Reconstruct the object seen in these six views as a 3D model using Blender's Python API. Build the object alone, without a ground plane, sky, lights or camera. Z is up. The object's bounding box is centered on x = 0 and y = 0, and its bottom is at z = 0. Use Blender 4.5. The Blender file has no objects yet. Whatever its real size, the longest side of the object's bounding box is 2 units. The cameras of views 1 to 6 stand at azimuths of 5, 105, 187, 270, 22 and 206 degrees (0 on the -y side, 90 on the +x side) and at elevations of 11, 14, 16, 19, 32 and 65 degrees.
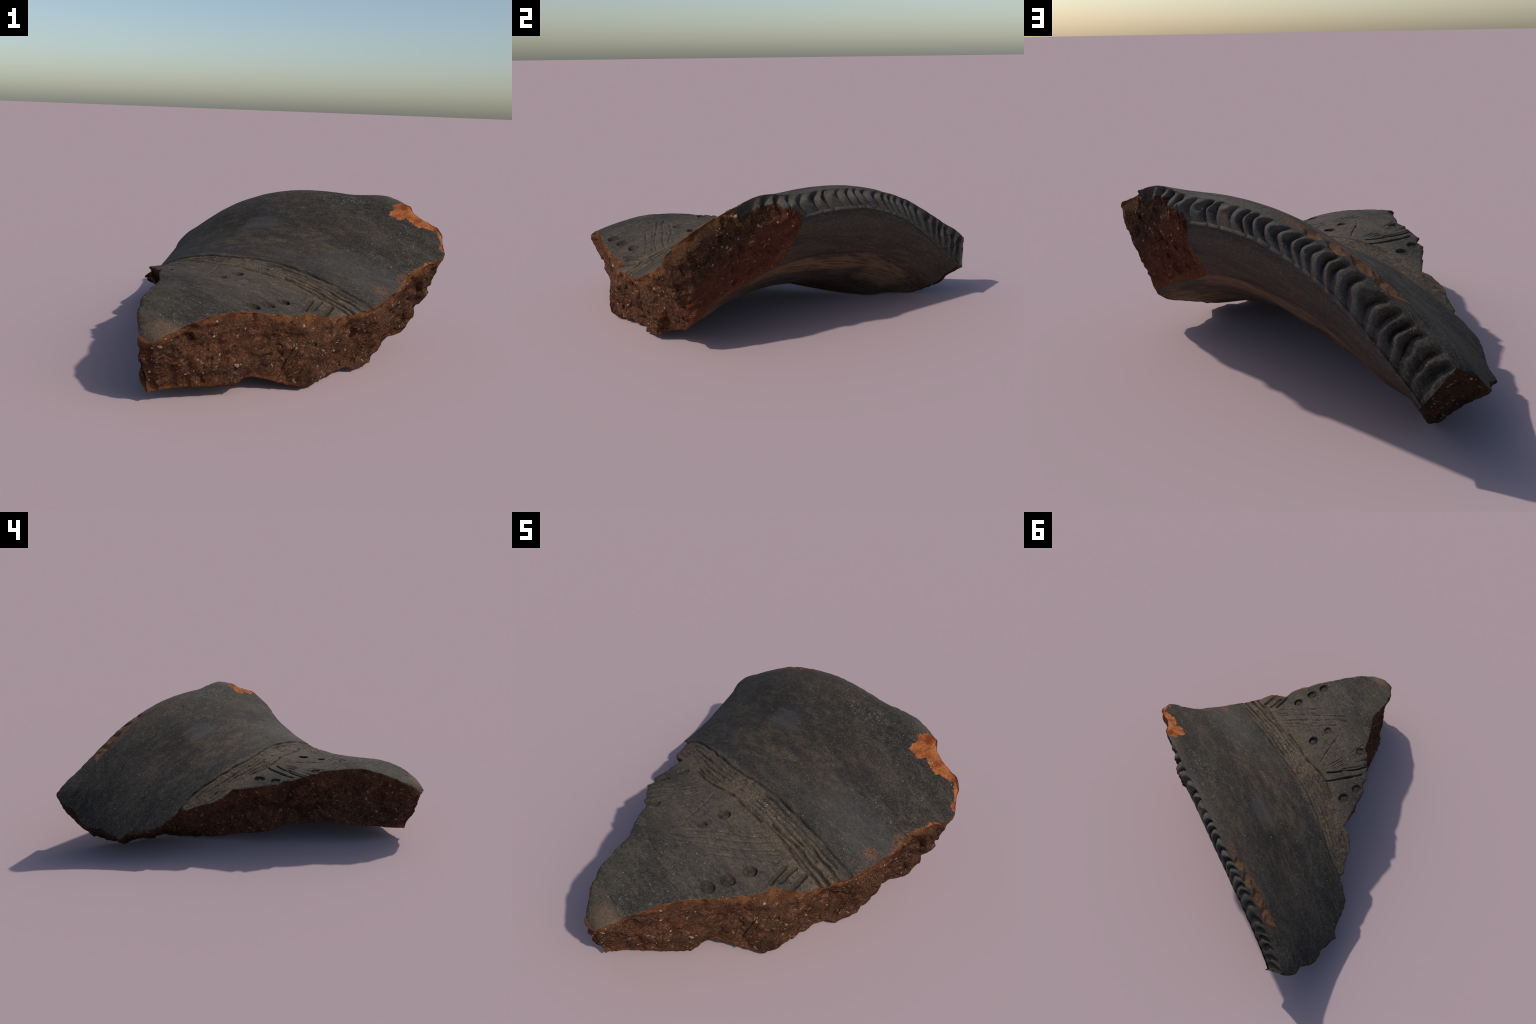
"""A broken rim fragment of a large dark hand-made pot.

The vessel was a body of revolution, so the fragment is described in the
vessel's own cylindrical frame: theta (degrees round the axis), h (metres along
the axis, rising towards the mouth) and r (metres from the axis).  The sherd is
a shell between an outer and an inner profile, broken off along two outlines
(one on each face); the break is lofted between them and roughened, and the
incised, impressed and finger-notched decoration is cut into the surface.
"""
import bpy
import math
import numpy as np
from mathutils import Vector

rng = np.random.default_rng(11)

# ---------------------------------------------------------------- vessel frame
AZ, EL = 0.94508, 0.17992                       # direction of the vessel axis
AX = np.array([math.cos(EL) * math.cos(AZ), math.cos(EL) * math.sin(AZ), math.sin(EL)])
CEN = np.array([-0.0194, 0.0140, -1.0828])      # point on the axis where h = 0
E1 = np.cross(AX, [0, 0, 1]); E1 /= np.linalg.norm(E1)
E2 = np.cross(E1, AX)


def to_world(th, h, r):
    t = np.radians(th)
    return CEN + h[..., None] * AX + (r * np.sin(t))[..., None] * E1 + (r * np.cos(t))[..., None] * E2


# ---------------------------------------------------------------- profiles
OUTER = [-0.53645857, 0.35040924, 0.53705233, -0.10609168, 1.49273537]   # r(h): shoulder, neck, flare
LIP_H = [(-45, 0.706), (-38, 0.706), (-28, 0.714), (-24, 0.722), (-19, 0.735), (-14, 0.746), (-8, 0.754), (4, 0.755), (9, 0.761), (14, 0.757), (20, 0.745)]
INNER = [(-0.80, 1.305), (-0.46, 1.298), (-0.385, 1.297), (-0.236, 1.268), (-0.10, 1.225), (0.0, 1.203), (0.10, 1.198), (0.20, 1.197), (0.30, 1.202),
         (0.36, 1.215), (0.42, 1.238), (0.48, 1.270), (0.55, 1.312), (0.622, 1.354), (0.68, 1.405), (0.715, 1.448), (0.755, 1.485), (0.792, 1.55), (0.82, 1.60)]


def lip_h(th):
    p = np.array(LIP_H)
    return np.interp(th, p[:, 0], p[:, 1])


def smooth(x):
    x = np.clip(x, 0, 1)
    return x * x * (3 - 2 * x)


def r_outer(th, h):
    roll = np.clip((h - lip_h(th) + 0.11) / 0.11, 0, 1.3)
    worn = 0.052 - 0.046 * smooth((th - 3) / 9) - 0.009 * smooth((-th - 12) / 10)
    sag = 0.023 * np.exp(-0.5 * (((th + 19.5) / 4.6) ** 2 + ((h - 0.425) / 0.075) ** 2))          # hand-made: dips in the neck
    sag = sag + 0.013 * np.exp(-0.5 * (((th - 9.0) / 3.6) ** 2 + ((h - 0.425) / 0.050) ** 2))
    drop = 0.010 * smooth((-h - 0.36) / 0.28)
    flare = 0.008 * smooth((th - 13) / 6) * smooth((h - 0.56) / 0.10) + 0.014 * smooth((-th - 32) / 5) * smooth((h - 0.58) / 0.08)
    return np.polyval(OUTER, h) - worn * roll ** 2 - sag - drop + flare


_ip = np.array(INNER)
_hh = np.linspace(-0.85, 0.82, 400)
_rr = np.interp(_hh, _ip[:, 0], _ip[:, 1])
_k = np.exp(-np.linspace(-2, 2, 15) ** 2); _k /= _k.sum()
_rs = np.convolve(np.pad(_rr, 7, mode="reflect", reflect_type="odd"), _k, "valid")


def r_inner(th, h):
    thin = 0.026 * smooth((th - 20) / 5) * smooth((h + 0.25) / 0.2) * (1 - smooth((h - 0.3) / 0.2))      # wall thins at both ends
    thin = thin + 0.046 * smooth((-th - 29) / 8) * smooth((h - 0.33) / 0.08) * (1 - smooth((h - 0.66) / 0.10))
    thin = thin - 0.026 * np.exp(-0.5 * (((th + 14) / 7.0) ** 2 + ((h - 0.50) / 0.07) ** 2))
    thin = thin - 0.016 * np.exp(-0.5 * (((th + 8) / 7.0) ** 2 + ((h - 0.73) / 0.05) ** 2))
    return np.interp(h, _hh, _rs) + thin


# ---------------------------------------------------------------- noise
def _hash(ix, iy, iz, seed):
    n = (ix * 374761393 + iy * 668265263 + iz * 2147483647 + seed * 974634777) & 0xFFFFFFFF
    n = ((n ^ (n >> 13)) * 1274126177) & 0xFFFFFFFF
    n = ((n ^ (n >> 16)) * 2246822519) & 0xFFFFFFFF
    return ((n ^ (n >> 15)) & 0xFFFFFF) / float(0xFFFFFF) * 2 - 1


def noise(p, scale, seed=0):
    q = np.asarray(p) * scale + 100.0
    i = np.floor(q).astype(np.int64)
    f = q - i
    f = f * f * f * (f * (f * 6 - 15) + 10)
    out = np.zeros(len(q))
    for dx in (0, 1):
        wx = f[:, 0] if dx else 1 - f[:, 0]
        for dy in (0, 1):
            wy = f[:, 1] if dy else 1 - f[:, 1]
            for dz in (0, 1):
                wz = f[:, 2] if dz else 1 - f[:, 2]
                out += wx * wy * wz * _hash(i[:, 0] + dx, i[:, 1] + dy, i[:, 2] + dz, seed)
    return out


def field(mask, p, scale, octaves=1, seed=0):
    """fbm evaluated only where it is needed."""
    out = np.zeros(len(p))
    out[mask] = fbm(p[mask], scale, octaves, seed)
    return out


def fbm(p, scale, octaves=3, seed=0, gain=0.5):
    v, a = 0, 1.0
    for o in range(octaves):
        v = v + a * noise(p, scale * 2 ** o, seed + o)
        a *= gain
    return v


# ---------------------------------------------------------------- the break: matched runs on both faces
# every run: name, outline on the outer face, outline on the inner face, as (theta, h)
RUNS = [
    ("front_break",
     [(10.0, -0.762), (12.6, -0.764), (13.7, -0.698), (14.1, -0.650), (14.8, -0.597), (15.2, -0.533), (15.9, -0.470), (16.6, -0.413),
      (18.1, -0.320), (18.8, -0.262), (19.7, -0.198), (20.0, -0.167), (19.6, -0.128), (20.6, -0.094), (21.4, -0.066), (22.2, -0.046), (22.9, -0.015)],
     [(10.9, -0.741), (11.7, -0.690), (12.8, -0.655), (14.2, -0.603), (16.5, -0.534), (18.4, -0.462), (18.1, -0.415), (18.3, -0.381), (19.7, -0.340), (21.8, -0.303), (23.8, -0.257), (24.8, -0.233)]),
    ("side_break",
     [(22.9, -0.015), (22.9, 0.022), (23.3, 0.049), (23.6, 0.100), (24.2, 0.169), (24.4, 0.217), (24.6, 0.261), (24.5, 0.319), (24.4, 0.367),
      (23.9, 0.432), (23.8, 0.470), (24.6, 0.511), (25.4, 0.549), (25.7, 0.575), (25.5, 0.604)],
     [(24.8, -0.233), (25.0, -0.180), (24.8, -0.151), (25.0, -0.100), (24.6, -0.068), (25.1, -0.030), (25.0, 0.020), (25.5, 0.063), (26.9, 0.101), (27.0, 0.152),
      (27.2, 0.208), (26.9, 0.226), (25.4, 0.275), (25.3, 0.350), (25.6, 0.405), (26.3, 0.445), (26.1, 0.500)]),
    ("side_break",
     [(25.5, 0.604), (24.4, 0.634), (23.6, 0.654), (23.2, 0.678), (21.6, 0.697), (19.9, 0.700), (18.3, 0.704), (16.8, 0.718), (15.6, 0.746)],
     [(26.1, 0.500), (24.5, 0.538), (22.0, 0.545), (19.5, 0.548), (16.5, 0.556), (13.5, 0.554), (10.2, 0.570), (8.0, 0.588), (6.9, 0.622)]),
    ("side_break",
     [(15.6, 0.746), (13.0, 0.758), (9.5, 0.761), (5.0, 0.756)],
     [(6.9, 0.622), (6.0, 0.658), (5.8, 0.692), (5.6, 0.724), (5.1, 0.758), (4.7, 0.790)]),
    ("rim_face",
     [(5.0, 0.756), (-8.0, 0.754), (-14.0, 0.746), (-19.0, 0.735), (-24.0, 0.722), (-28.0, 0.714), (-34.0, 0.707), (-38.6, 0.708)],
     [(4.7, 0.790), (-2.0, 0.796), (-10.0, 0.802), (-20.0, 0.790), (-28.0, 0.768), (-34.0, 0.752), (-39.6, 0.740)]),
    ("end_break",
     [(-38.6, 0.708), (-39.4, 0.690), (-39.8, 0.660), (-40.1, 0.626)],
     [(-39.6, 0.742), (-39.6, 0.715), (-39.8, 0.680), (-40.2, 0.640)]),
    ("left_break",
     [(-40.1, 0.626), (-39.8, 0.578), (-40.8, 0.518), (-41.1, 0.468), (-39.9, 0.405), (-39.9, 0.350), (-39.6, 0.290)],
     [(-40.2, 0.640), (-40.3, 0.595), (-39.8, 0.520), (-38.8, 0.460), (-37.4, 0.415)]),
    ("left_break",
     [(-39.6, 0.290), (-38.3, 0.285), (-37.0, 0.255), (-35.3, 0.202), (-33.2, 0.154), (-30.3, 0.144), (-29.0, 0.136), (-27.4, 0.137), (-26.9, 0.102)],
     [(-37.4, 0.415), (-36.3, 0.402), (-33.5, 0.378), (-30.5, 0.335), (-29.0, 0.316), (-28.1, 0.264), (-26.5, 0.203)]),
    ("left_break",
     [(-26.9, 0.102), (-25.1, 0.070), (-23.7, 0.047), (-22.4, 0.014), (-20.6, -0.003), (-18.8, -0.008), (-17.3, -0.005), (-16.3, -0.042), (-15.2, -0.082),
      (-13.9, -0.126), (-12.7, -0.170), (-11.9, -0.200), (-10.3, -0.208)],
     [(-26.5, 0.203), (-23.1, 0.086), (-20.6, 0.010), (-18.0, -0.064), (-16.5, -0.140), (-15.0, -0.200)]),
    ("left_break",
     [(-10.3, -0.208), (-9.6, -0.250), (-8.7, -0.260), (-7.4, -0.282), (-5.8, -0.295), (-5.0, -0.315), (-3.3, -0.328), (-0.9, -0.397), (0.8, -0.434),
      (2.4, -0.467), (3.5, -0.525), (4.3, -0.580), (5.2, -0.632), (6.5, -0.672), (8.0, -0.716), (10.0, -0.762)],
     [(-15.0, -0.200), (-13.5, -0.225), (-11.2, -0.242), (-9.6, -0.269), (-6.7, -0.378), (-4.7, -0.435), (-3.2, -0.470), (-1.3, -0.535), (2.0, -0.610),
      (4.4, -0.640), (6.0, -0.680), (8.2, -0.718), (10.9, -0.741)]),
]
RM = 1.5 * math.pi / 180          # metres on the wall per degree


def resample(pts, n):
    p = np.array(pts, float)
    d = np.hypot(np.diff(p[:, 0]) * RM, np.diff(p[:, 1]))
    s = np.concatenate([[0], np.cumsum(d)])
    return np.stack([np.interp(np.linspace(0, s[-1], n + 1)[:-1], s, p[:, i]) for i in (0, 1)], 1)


def run_len(pts):
    p = np.array(pts, float)
    return np.hypot(np.diff(p[:, 0]) * RM, np.diff(p[:, 1])).sum()


STEP = 0.0034
O, I, RUN = [], [], []
for ri_, (kind, po, pi_) in enumerate(RUNS):
    n = max(8, int(max(run_len(po), run_len(pi_)) / STEP))
    O.append(resample(po, n)); I.append(resample(pi_, n)); RUN += [ri_] * n
O, I, RUN = np.concatenate(O), np.concatenate(I), np.array(RUN)
N = len(O)
is_rim = RUN == 4
# small crumbling of the broken outlines
line = np.stack([O[:, 0] * RM, O[:, 1], np.zeros(N)], 1)
soft = np.convolve(np.pad((~is_rim).astype(float), 12, mode="wrap"), np.ones(25) / 25, "valid")
for arr, sd, amp in ((O, 3, 0.0028), (I, 9, 0.005)):
    a1 = fbm(line, 28, 3, sd) * amp * soft
    a2 = fbm(line, 28, 3, sd + 40) * amp * soft
    arr[:, 0] += a1 / RM; arr[:, 1] += a2

NO, NS, NI = 230, 64, 120
C_O, C_I = np.array([-1.0, 0.20]), np.array([-3.0, 0.16])
rho = (np.arange(1, NO + 1) / NO)
thh_o = C_O + rho[:, None, None] * (O - C_O)                 # rings NO x N x 2
w = np.arange(1, NS) / NS
rho_i = 1 - np.arange(0, NI) / NI
thh_i = C_I + rho_i[:, None, None] * (I - C_I)

Po = to_world(thh_o[..., 0], thh_o[..., 1], r_outer(thh_o[..., 0], thh_o[..., 1]))
Pi = to_world(thh_i[..., 0], thh_i[..., 1], r_inner(thh_i[..., 0], thh_i[..., 1]))
Ps = Po[-1][None] * (1 - w)[:, None, None] + Pi[0][None] * w[:, None, None]
P = np.concatenate([Po, Ps, Pi]).reshape(-1, 3)
ROWS = NO + NS - 1 + NI
centre_o = to_world(*(np.array([x]) for x in (C_O[0], C_O[1], r_outer(C_O[0], C_O[1]))))
centre_i = to_world(*(np.array([x]) for x in (C_I[0], C_I[1], r_inner(C_I[0], C_I[1]))))
V = np.concatenate([P, centre_o, centre_i])
io, ii = len(P), len(P) + 1

row = np.arange(ROWS - 1)[:, None]; col = np.arange(N)[None]
nx = (col + 1) % N
quads = np.stack([row * N + col, (row + 1) * N + col, (row + 1) * N + nx, row * N + nx], -1).reshape(-1, 4)
f_row = np.repeat(np.arange(ROWS - 1), N); f_col = np.tile(np.arange(N), ROWS - 1)
cc = np.arange(N)
tri_o = np.stack([np.full(N, io), cc, (cc + 1) % N], 1)
tri_i = np.stack([np.full(N, ii), (ROWS - 1) * N + (cc + 1) % N, (ROWS - 1) * N + cc], 1)


def vertex_normals(V):
    nrm = np.zeros_like(V)
    q = np.cross(V[quads[:, 2]] - V[quads[:, 0]], V[quads[:, 3]] - V[quads[:, 1]])
    for j in range(4):
        for a in range(3):
            nrm[:, a] += np.bincount(quads[:, j], q[:, a], len(V))
    for t in (tri_o, tri_i):
        q = np.cross(V[t[:, 1]] - V[t[:, 0]], V[t[:, 2]] - V[t[:, 0]])
        for j in range(3):
            for a in range(3):
                nrm[:, a] += np.bincount(t[:, j], q[:, a], len(V))
    return nrm / np.maximum(np.linalg.norm(nrm, axis=1), 1e-12)[:, None]


def cyl(Q):
    d = Q - CEN
    h = d @ AX; x = d @ E1; y = d @ E2
    return np.degrees(np.arctan2(x, y)), h, np.hypot(x, y)


# ---------------------------------------------------------------- per-vertex places
NV = len(V)
vrow = np.concatenate([np.repeat(np.arange(ROWS), N), [0, ROWS - 1]])
vcol = np.concatenate([np.tile(np.arange(N), ROWS), [0, 0]])
outer = vrow < NO                       # includes the outline
inner = vrow >= NO + NS - 1
side = ~outer & ~inner
wall = np.clip((vrow - NO + 1) / NS, 0, 1)       # 0 outer edge .. 1 inner edge
TH, H, R = cyl(V)
S = np.stack([TH * RM, H, R], 1)                 # stretched-out wall coordinates
Nrm = vertex_normals(V)
rad = np.cos(np.radians(TH))[:, None] * E2 + np.sin(np.radians(TH))[:, None] * E1
disp = np.zeros(NV)                              # along radial/normal, outer face and rim

# ---- the notched rim: finger marks set side by side along the lip
NOTCH = np.array([13.2, 10.9, 8.6, 6.2, 3.9, 1.5, -0.9, -3.5, -5.7, -7.8, -10.1, -12.2, -14.2, -15.9, -17.7, -19.5, -21.4, -23.9, -26.3, -28.6,
                  -30.9, -33.2, -35.5, -37.6, -40.0])
face_w = 0.145
u = np.full(NV, 9.0)
hl = lip_h(TH)
u[outer] = (H[outer] - hl[outer]) / face_w
m = side & is_rim[vcol]
u[m] = wall[m]
dside = side & (RUN[vcol] == 3)
dist_out = np.linalg.norm(V - V[np.minimum((NO - 1) * N + vcol, NV - 1)], axis=1)
u[dside] = dist_out[dside] / face_w
mi = inner & (TH < 4.9)
u[mi] = 1 + (np.interp(-TH[mi], [-5, 2, 10, 20, 28, 34, 40], [0.790, 0.796, 0.802, 0.790, 0.768, 0.752, 0.740]) - H[mi]) / face_w * 1.6
near_lip = (np.abs(u - 0.5) < 1.3)
shift = np.where(u < 0.4, -1.4 * ((0.4 - u) / 0.4) ** 2 * 0.8, -2.0 * (np.clip(u - 0.4, 0, 1) / 0.6) ** 1.5)
thn = TH - shift
phase = np.interp(-thn, -NOTCH, np.arange(len(NOTCH))) + 0.34 * field(near_lip, S, 8, 1, 201) + 0.10 * field(near_lip, S, 30, 1, 202)
phase = np.clip(phase, 0, len(NOTCH) - 1)
kk = np.floor(phase).astype(int)
fr = phase - kk
jit = rng.uniform(0.38, 1.25, 64)
skew = np.where(fr < 0.62, fr / 0.62 * 0.5, 0.5 + (fr - 0.62) / 0.38 * 0.5)
ridge = np.abs(np.sin(np.pi * skew)) ** (0.95 + 0.35 * field(near_lip, S, 10, 1, 205))
reach = smooth((u + 0.05) / 0.28) * (0.82 * (1 - smooth((u - 0.30 - 0.12 * field(near_lip, S, 12, 1, 203)) / 0.58)) + 0.18 * (1 - smooth((u - 0.75) / 0.55)))
reach = np.where(TH > 14.6, 0, reach) * smooth((TH + 39.9) / 2.2)
notch_d = (0.030 + 0.006 * smooth((-TH - 12) / 20)) * jit[kk % 64] * (1 - ridge) * reach
reach = np.where(dside, reach * (1 - smooth((u - 0.30) / 0.2)), reach)
crown = (0.011 - 0.008 * smooth((-TH - 12) / 10)) * reach * ridge * np.sin(np.pi * np.clip(u, 0, 1)) + 0.003 * reach * field(near_lip, S, 26, 2, 204)
crown = crown - 0.017 * np.exp(-((u - 1.0) / 0.30) ** 2) * (m | mi)                      # the inner arris is well rounded
rim_push = crown - notch_d
on_rim = ((reach > 0.001) | (np.abs(u - 1) < 0.7)) & (outer | m | dside | mi)

# ---- decoration of the shoulder, as strokes in (theta, h)
def stroke_dist(strokes):
    best = np.full(NV, 9.0)
    sel = np.where(outer & (H < 0.3))[0]
    q = np.stack([TH[sel] * RM, H[sel]], 1)
    q = q + 0.0035 * np.stack([noise(S[sel], 18, 5), noise(S[sel], 18, 6)], 1)
    b = np.full(len(sel), 9.0)
    for s in strokes:
        p = np.array(s, float); p[:, 0] *= RM
        for a, c in zip(p[:-1], p[1:]):
            ab = c - a
            t = np.clip(((q - a) @ ab) / (ab @ ab), 0, 1)
            b = np.minimum(b, np.linalg.norm(q - a - t[:, None] * ab, axis=1))
    best[sel] = b
    return best


MAIN = [(26, 0.172), (23.6, 0.166), (15.2, 0.160), (10.4, 0.152), (6.0, 0.150), (1.1, 0.134), (-3.3, 0.121), (-6.8, 0.112), (-10.6, 0.119), (-16.0, 0.132), (-19.3, 0.142),
        (-22.6, 0.149), (-28.0, 0.139)]
main_h = np.interp(-TH, [-p[0] for p in MAIN], [p[1] for p in MAIN])
below = main_h - H                                     # metres below the neck groove
lw = [(26, -0.01), (20, 0.015), (15, 0.02), (6, 0.008), (0, 0.006), (-5, -0.016), (-11, -0.02), (-19, -0.01), (-30, 0.0)]
low_h = np.interp(-TH, [-p[0] for p in lw], [p[1] for p in lw])
band = outer * smooth(below / 0.006) * smooth((H - low_h + 0.02) / 0.03)
DEEP = [[(16.9, 0.112), (20.5, 0.113), (24.0, 0.114)],
        [(10.0, 0.046), (11.7, 0.052), (16.1, 0.070), (19.3, 0.070), (24.0, 0.074)],
        [(13.7, 0.033), (17.1, 0.031), (18.6, 0.028), (20.7, 0.040), (24.0, 0.042)],
        [(-10.3, -0.010), (-6.6, -0.026), (-3.1, -0.014), (0.6, 0.010), (5.5, 0.012), (8.5, 0.018)],
        [(-5.9, -0.012), (-7.1, -0.108), (-7.7, -0.165), (-8.4, -0.235)],
        [(-4.4, -0.060), (-5.7, -0.145), (-6.5, -0.208), (-7.2, -0.278)],
        ]
SLASH = [[(18.7, 0.004), (18.9, -0.033), (19.5, -0.080)],
         [(20.3, 0.020), (20.7, -0.016), (21.2, -0.056)],
         [(17.6, -0.030), (18.2, -0.070), (18.9, -0.115)]]
FINE = [[(-1.6, -0.044), (-0.1, -0.108), (1.2, -0.165), (2.5, -0.231), (3.7, -0.260)],
        [(16.4, -0.040), (13.4, -0.147), (10.6, -0.253)],
        [(14.5, -0.019), (13.2, -0.075), (11.9, -0.131), (8.4, -0.246), (5.9, -0.327)],
        [(13.2, 0.001), (10.6, -0.110), (7.1, -0.238), (4.7, -0.321)],
        [(11.7, -0.018), (9.8, -0.080), (7.9, -0.138)],
        [(-5.3, -0.150), (-5.9, -0.210), (-6.8, -0.279)],
        [(17.7, -0.028), (18.4, -0.073), (19.3, -0.122)],
        [(5.0, 0.060), (8.0, 0.065), (12.0, 0.080), (16.0, 0.088)],
        [(-4.0, 0.050), (-1.0, 0.052), (3.0, 0.062), (6.0, 0.075)],
        [(-19.0, 0.060), (-14.0, 0.045), (-9.0, 0.035), (-4.0, 0.035)],
        [(-22.0, 0.090), (-15.0, 0.080), (-8.0, 0.075)]]
# fine combed hatching filling the triangles between the bolder strokes
HATCH = []
for k in range(5):
    f = k / 9
    HATCH.append([(-4.2 + 3.0 * f + rng.uniform(-0.3, 0.3), -0.075 - 0.030 * f), (-4.9 + 4.6 * f, -0.185 - 0.01 * f), (-5.6 + 6.0 * f + rng.uniform(-0.8, 0.8), -0.285 + rng.uniform(-0.06, 0.01))])
for k in range(5):
    f = k / 4
    HATCH.append([(15.4 - 4.6 * f, -0.012 + 0.016 * f + rng.uniform(-0.01, 0.01)), (12.6 - 4.6 * f, -0.125), (9.4 - 4.4 * f, -0.235 - 0.02 * f)])
BAND = []
for off in (0.026, 0.048, 0.071, 0.096, 0.118):                      # lines running with the neck groove
    a, b = rng.uniform(19, 25), rng.uniform(-27, -20)
    BAND.append([(t, float(np.interp(-t, [-p[0] for p in MAIN], [p[1] for p in MAIN])) - off + rng.uniform(-0.003, 0.003)) for t in np.linspace(a, b, 16)])
for k in range(4):
    FINE.append([(17.6 + 0.9 * k, -0.02 + 0.012 * k), (18.3 + 0.8 * k, -0.075 + 0.012 * k), (19.0 + 0.7 * k, -0.12 + 0.02 * k)])
d_main = stroke_dist([MAIN]); d_deep = stroke_dist(DEEP); d_fine = stroke_dist(FINE); d_hatch = stroke_dist(HATCH); d_band = stroke_dist(BAND); d_slash = stroke_dist(SLASH)
DOTS = [(4.2, -0.086, 0.028, 0.017), (4.8, -0.196, 0.023, 0.010), (15.9, -0.157, 0.027, 0.015), (15.9, -0.256, 0.028, 0.015), (15.7, -0.338, 0.028, 0.015),
        (-3.4, -0.291, 0.024, 0.010), (-10.8, -0.166, 0.027, 0.010), (-11.5, -0.073, 0.031, 0.012)]
dot_id = np.full(NV, -1)
dotcut = np.zeros(NV)
for k, (t0, h0, rad0, dep) in enumerate(DOTS):
    d = np.hypot((TH - t0) * RM * 1.02, H - h0)
    d = d * (1 + 0.07 * field(outer, S, 45, 1, 60 + k)) if rad0 else d
    cut = (1 - smooth((d - rad0 * 0.78) / (rad0 * 0.24))) * dep * (1.35 + 0.35 * (d / rad0 - 1))
    dotcut = np.where(outer, np.maximum(dotcut, cut * (0.8 + 0.2 * field(outer, S, 90, 1, 70 + k))), dotcut)
    dot_id[outer & (d < rad0)] = k

rough = smooth(below / 0.02) * outer
d = 0
d = d - 0.0045 * smooth(below / 0.004) * (1 - smooth((below - 0.05) / 0.10))            # the neck stands a step above the band
d = d - 0.0110 * np.exp(-(d_main / 0.0042) ** 2) * (0.65 + 0.7 * field(outer, S, 22, 1, 31))
d = d - 0.0115 * np.exp(-(d_deep / 0.0054) ** 2) * (0.8 + 0.6 * field(outer, S, 25, 1, 32))
d = d - 0.0085 * np.exp(-(d_band / 0.0056) ** 2) * np.clip(0.55 + 1.1 * field(outer, S * np.array([0.35, 1, 1]), 16, 2, 35), 0, 1.3)
d = d + band * 0.0022 * field(outer, S, 34, 3, 36)
d = d - 0.0110 * np.exp(-(d_slash / 0.0095) ** 4) * (0.9 + 0.3 * field(outer, S, 25, 1, 37))
d = d - 0.0034 * np.exp(-(d_hatch / 0.0045) ** 2) * (0.8 + 1.2 * field(outer, S, 20, 1, 34))
d = d - 0.0052 * np.exp(-(d_fine / 0.0044) ** 2) * (0.75 + 0.8 * field(outer, S, 25, 1, 33))
str_s = S * np.array([0.22, 1.0, 1.0])
d = d + rough * (0.0010 * field(outer, S, 60, 3, 20) + 0.0014 * band * field(outer, str_s, 90, 2, 24))
d = d + 0.0016 * field(outer, S, 7, 2, 27) + 0.00045 * field(outer, str_s, 60, 2, 29)
d = d - dotcut
# a shallow flake scar just under the lip
sc = np.hypot((TH + 8.0) * RM / 0.085, (H - 0.665) / 0.060) + 0.25 * field(outer, S, 18, 3, 77)
d = d - 0.0045 * smooth((1 - sc) / 0.10) * (1 - smooth((H - 0.60) / 0.07))
disp[outer] += d[outer]

# ---- spalled spots: thin skin flaked off, showing the orange body
def poly_inside(pts):
    p = np.array(pts, float)
    x = TH + 0.3 * field(outer, S, 45, 2, 81); y = H + 0.007 * field(outer, S, 45, 2, 83)
    ins = np.zeros(NV, bool)
    for (x0, y0), (x1, y1) in zip(p, np.roll(p, -1, 0)):
        if y0 != y1:
            ins ^= ((y0 > y) != (y1 > y)) & (x < (x1 - x0) * (y - y0) / (y1 - y0) + x0)
    return ins


CHIPS = [[(30, 0.590), (24.6, 0.610), (23.9, 0.630), (22.9, 0.662), (21.3, 0.675), (19.8, 0.657), (18.7, 0.649), (16.9, 0.667), (15.9, 0.644), (14.0, 0.652), (13.6, 0.69), (13.2, 0.716), (14.5, 0.78), (30, 0.78)],
         [(-18.2, 0.708), (-19.2, 0.700), (-20.6, 0.708), (-20.4, 0.728), (-18.6, 0.735)],
         [(-21.2, 0.690), (-22.6, 0.680), (-24.3, 0.680), (-25.0, 0.690), (-24.4, 0.705), (-22.4, 0.722)],
         [(-24.6, 0.676), (-26.2, 0.668), (-28.0, 0.662), (-29.8, 0.652), (-29.4, 0.668), (-27.5, 0.700), (-25.4, 0.704)],
         [(-14.6, 0.715), (-16.3, 0.700), (-17.0, 0.716), (-15.4, 0.740)],
         [(25.5, 0.46), (24.2, 0.50), (24.6, 0.535), (27, 0.57)]]
chip_id = np.full(NV, -1)
for k, c in enumerate(CHIPS):
    chip_id[poly_inside(c) & outer & (chip_id < 0)] = k
chipm = (chip_id >= 0) & outer
grid = chipm[:NO * N].reshape(NO, N).astype(float)
for _ in range(2):                                                         # soften the flake's edge a little
    g = (grid + np.roll(grid, 1, 1) + np.roll(grid, -1, 1)) / 3
    grid = (g + np.vstack([g[:1], g[:-1]]) + np.vstack([g[1:], g[-1:]])) / 3
chipd = np.zeros(NV); chipd[:NO * N] = grid.ravel()
disp -= chipd * np.where(chip_id == 0, 0.45, 1.0) * (0.008 + 0.003 * field(outer, S, 40, 3, 90)) * outer

# rounded arris along the broken edge, worn most at the lower left corner
edge_d = np.full(NV, 9.0)
ring = V[(NO - 1) * N + vcol % N]
edge_d[outer] = np.linalg.norm(V - ring, axis=1)[outer]
corner = np.exp(-(((TH - 9.5) * RM / 0.10) ** 2 + ((H + 0.73) / 0.07) ** 2))
breaks = soft[vcol]
disp -= outer * breaks * 0.004 * np.exp(-edge_d / 0.006)

V1 = V + rad * np.where(outer, disp, 0)[:, None]
V1 = V1 + Nrm * np.where(on_rim, rim_push, 0)[:, None]

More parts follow.
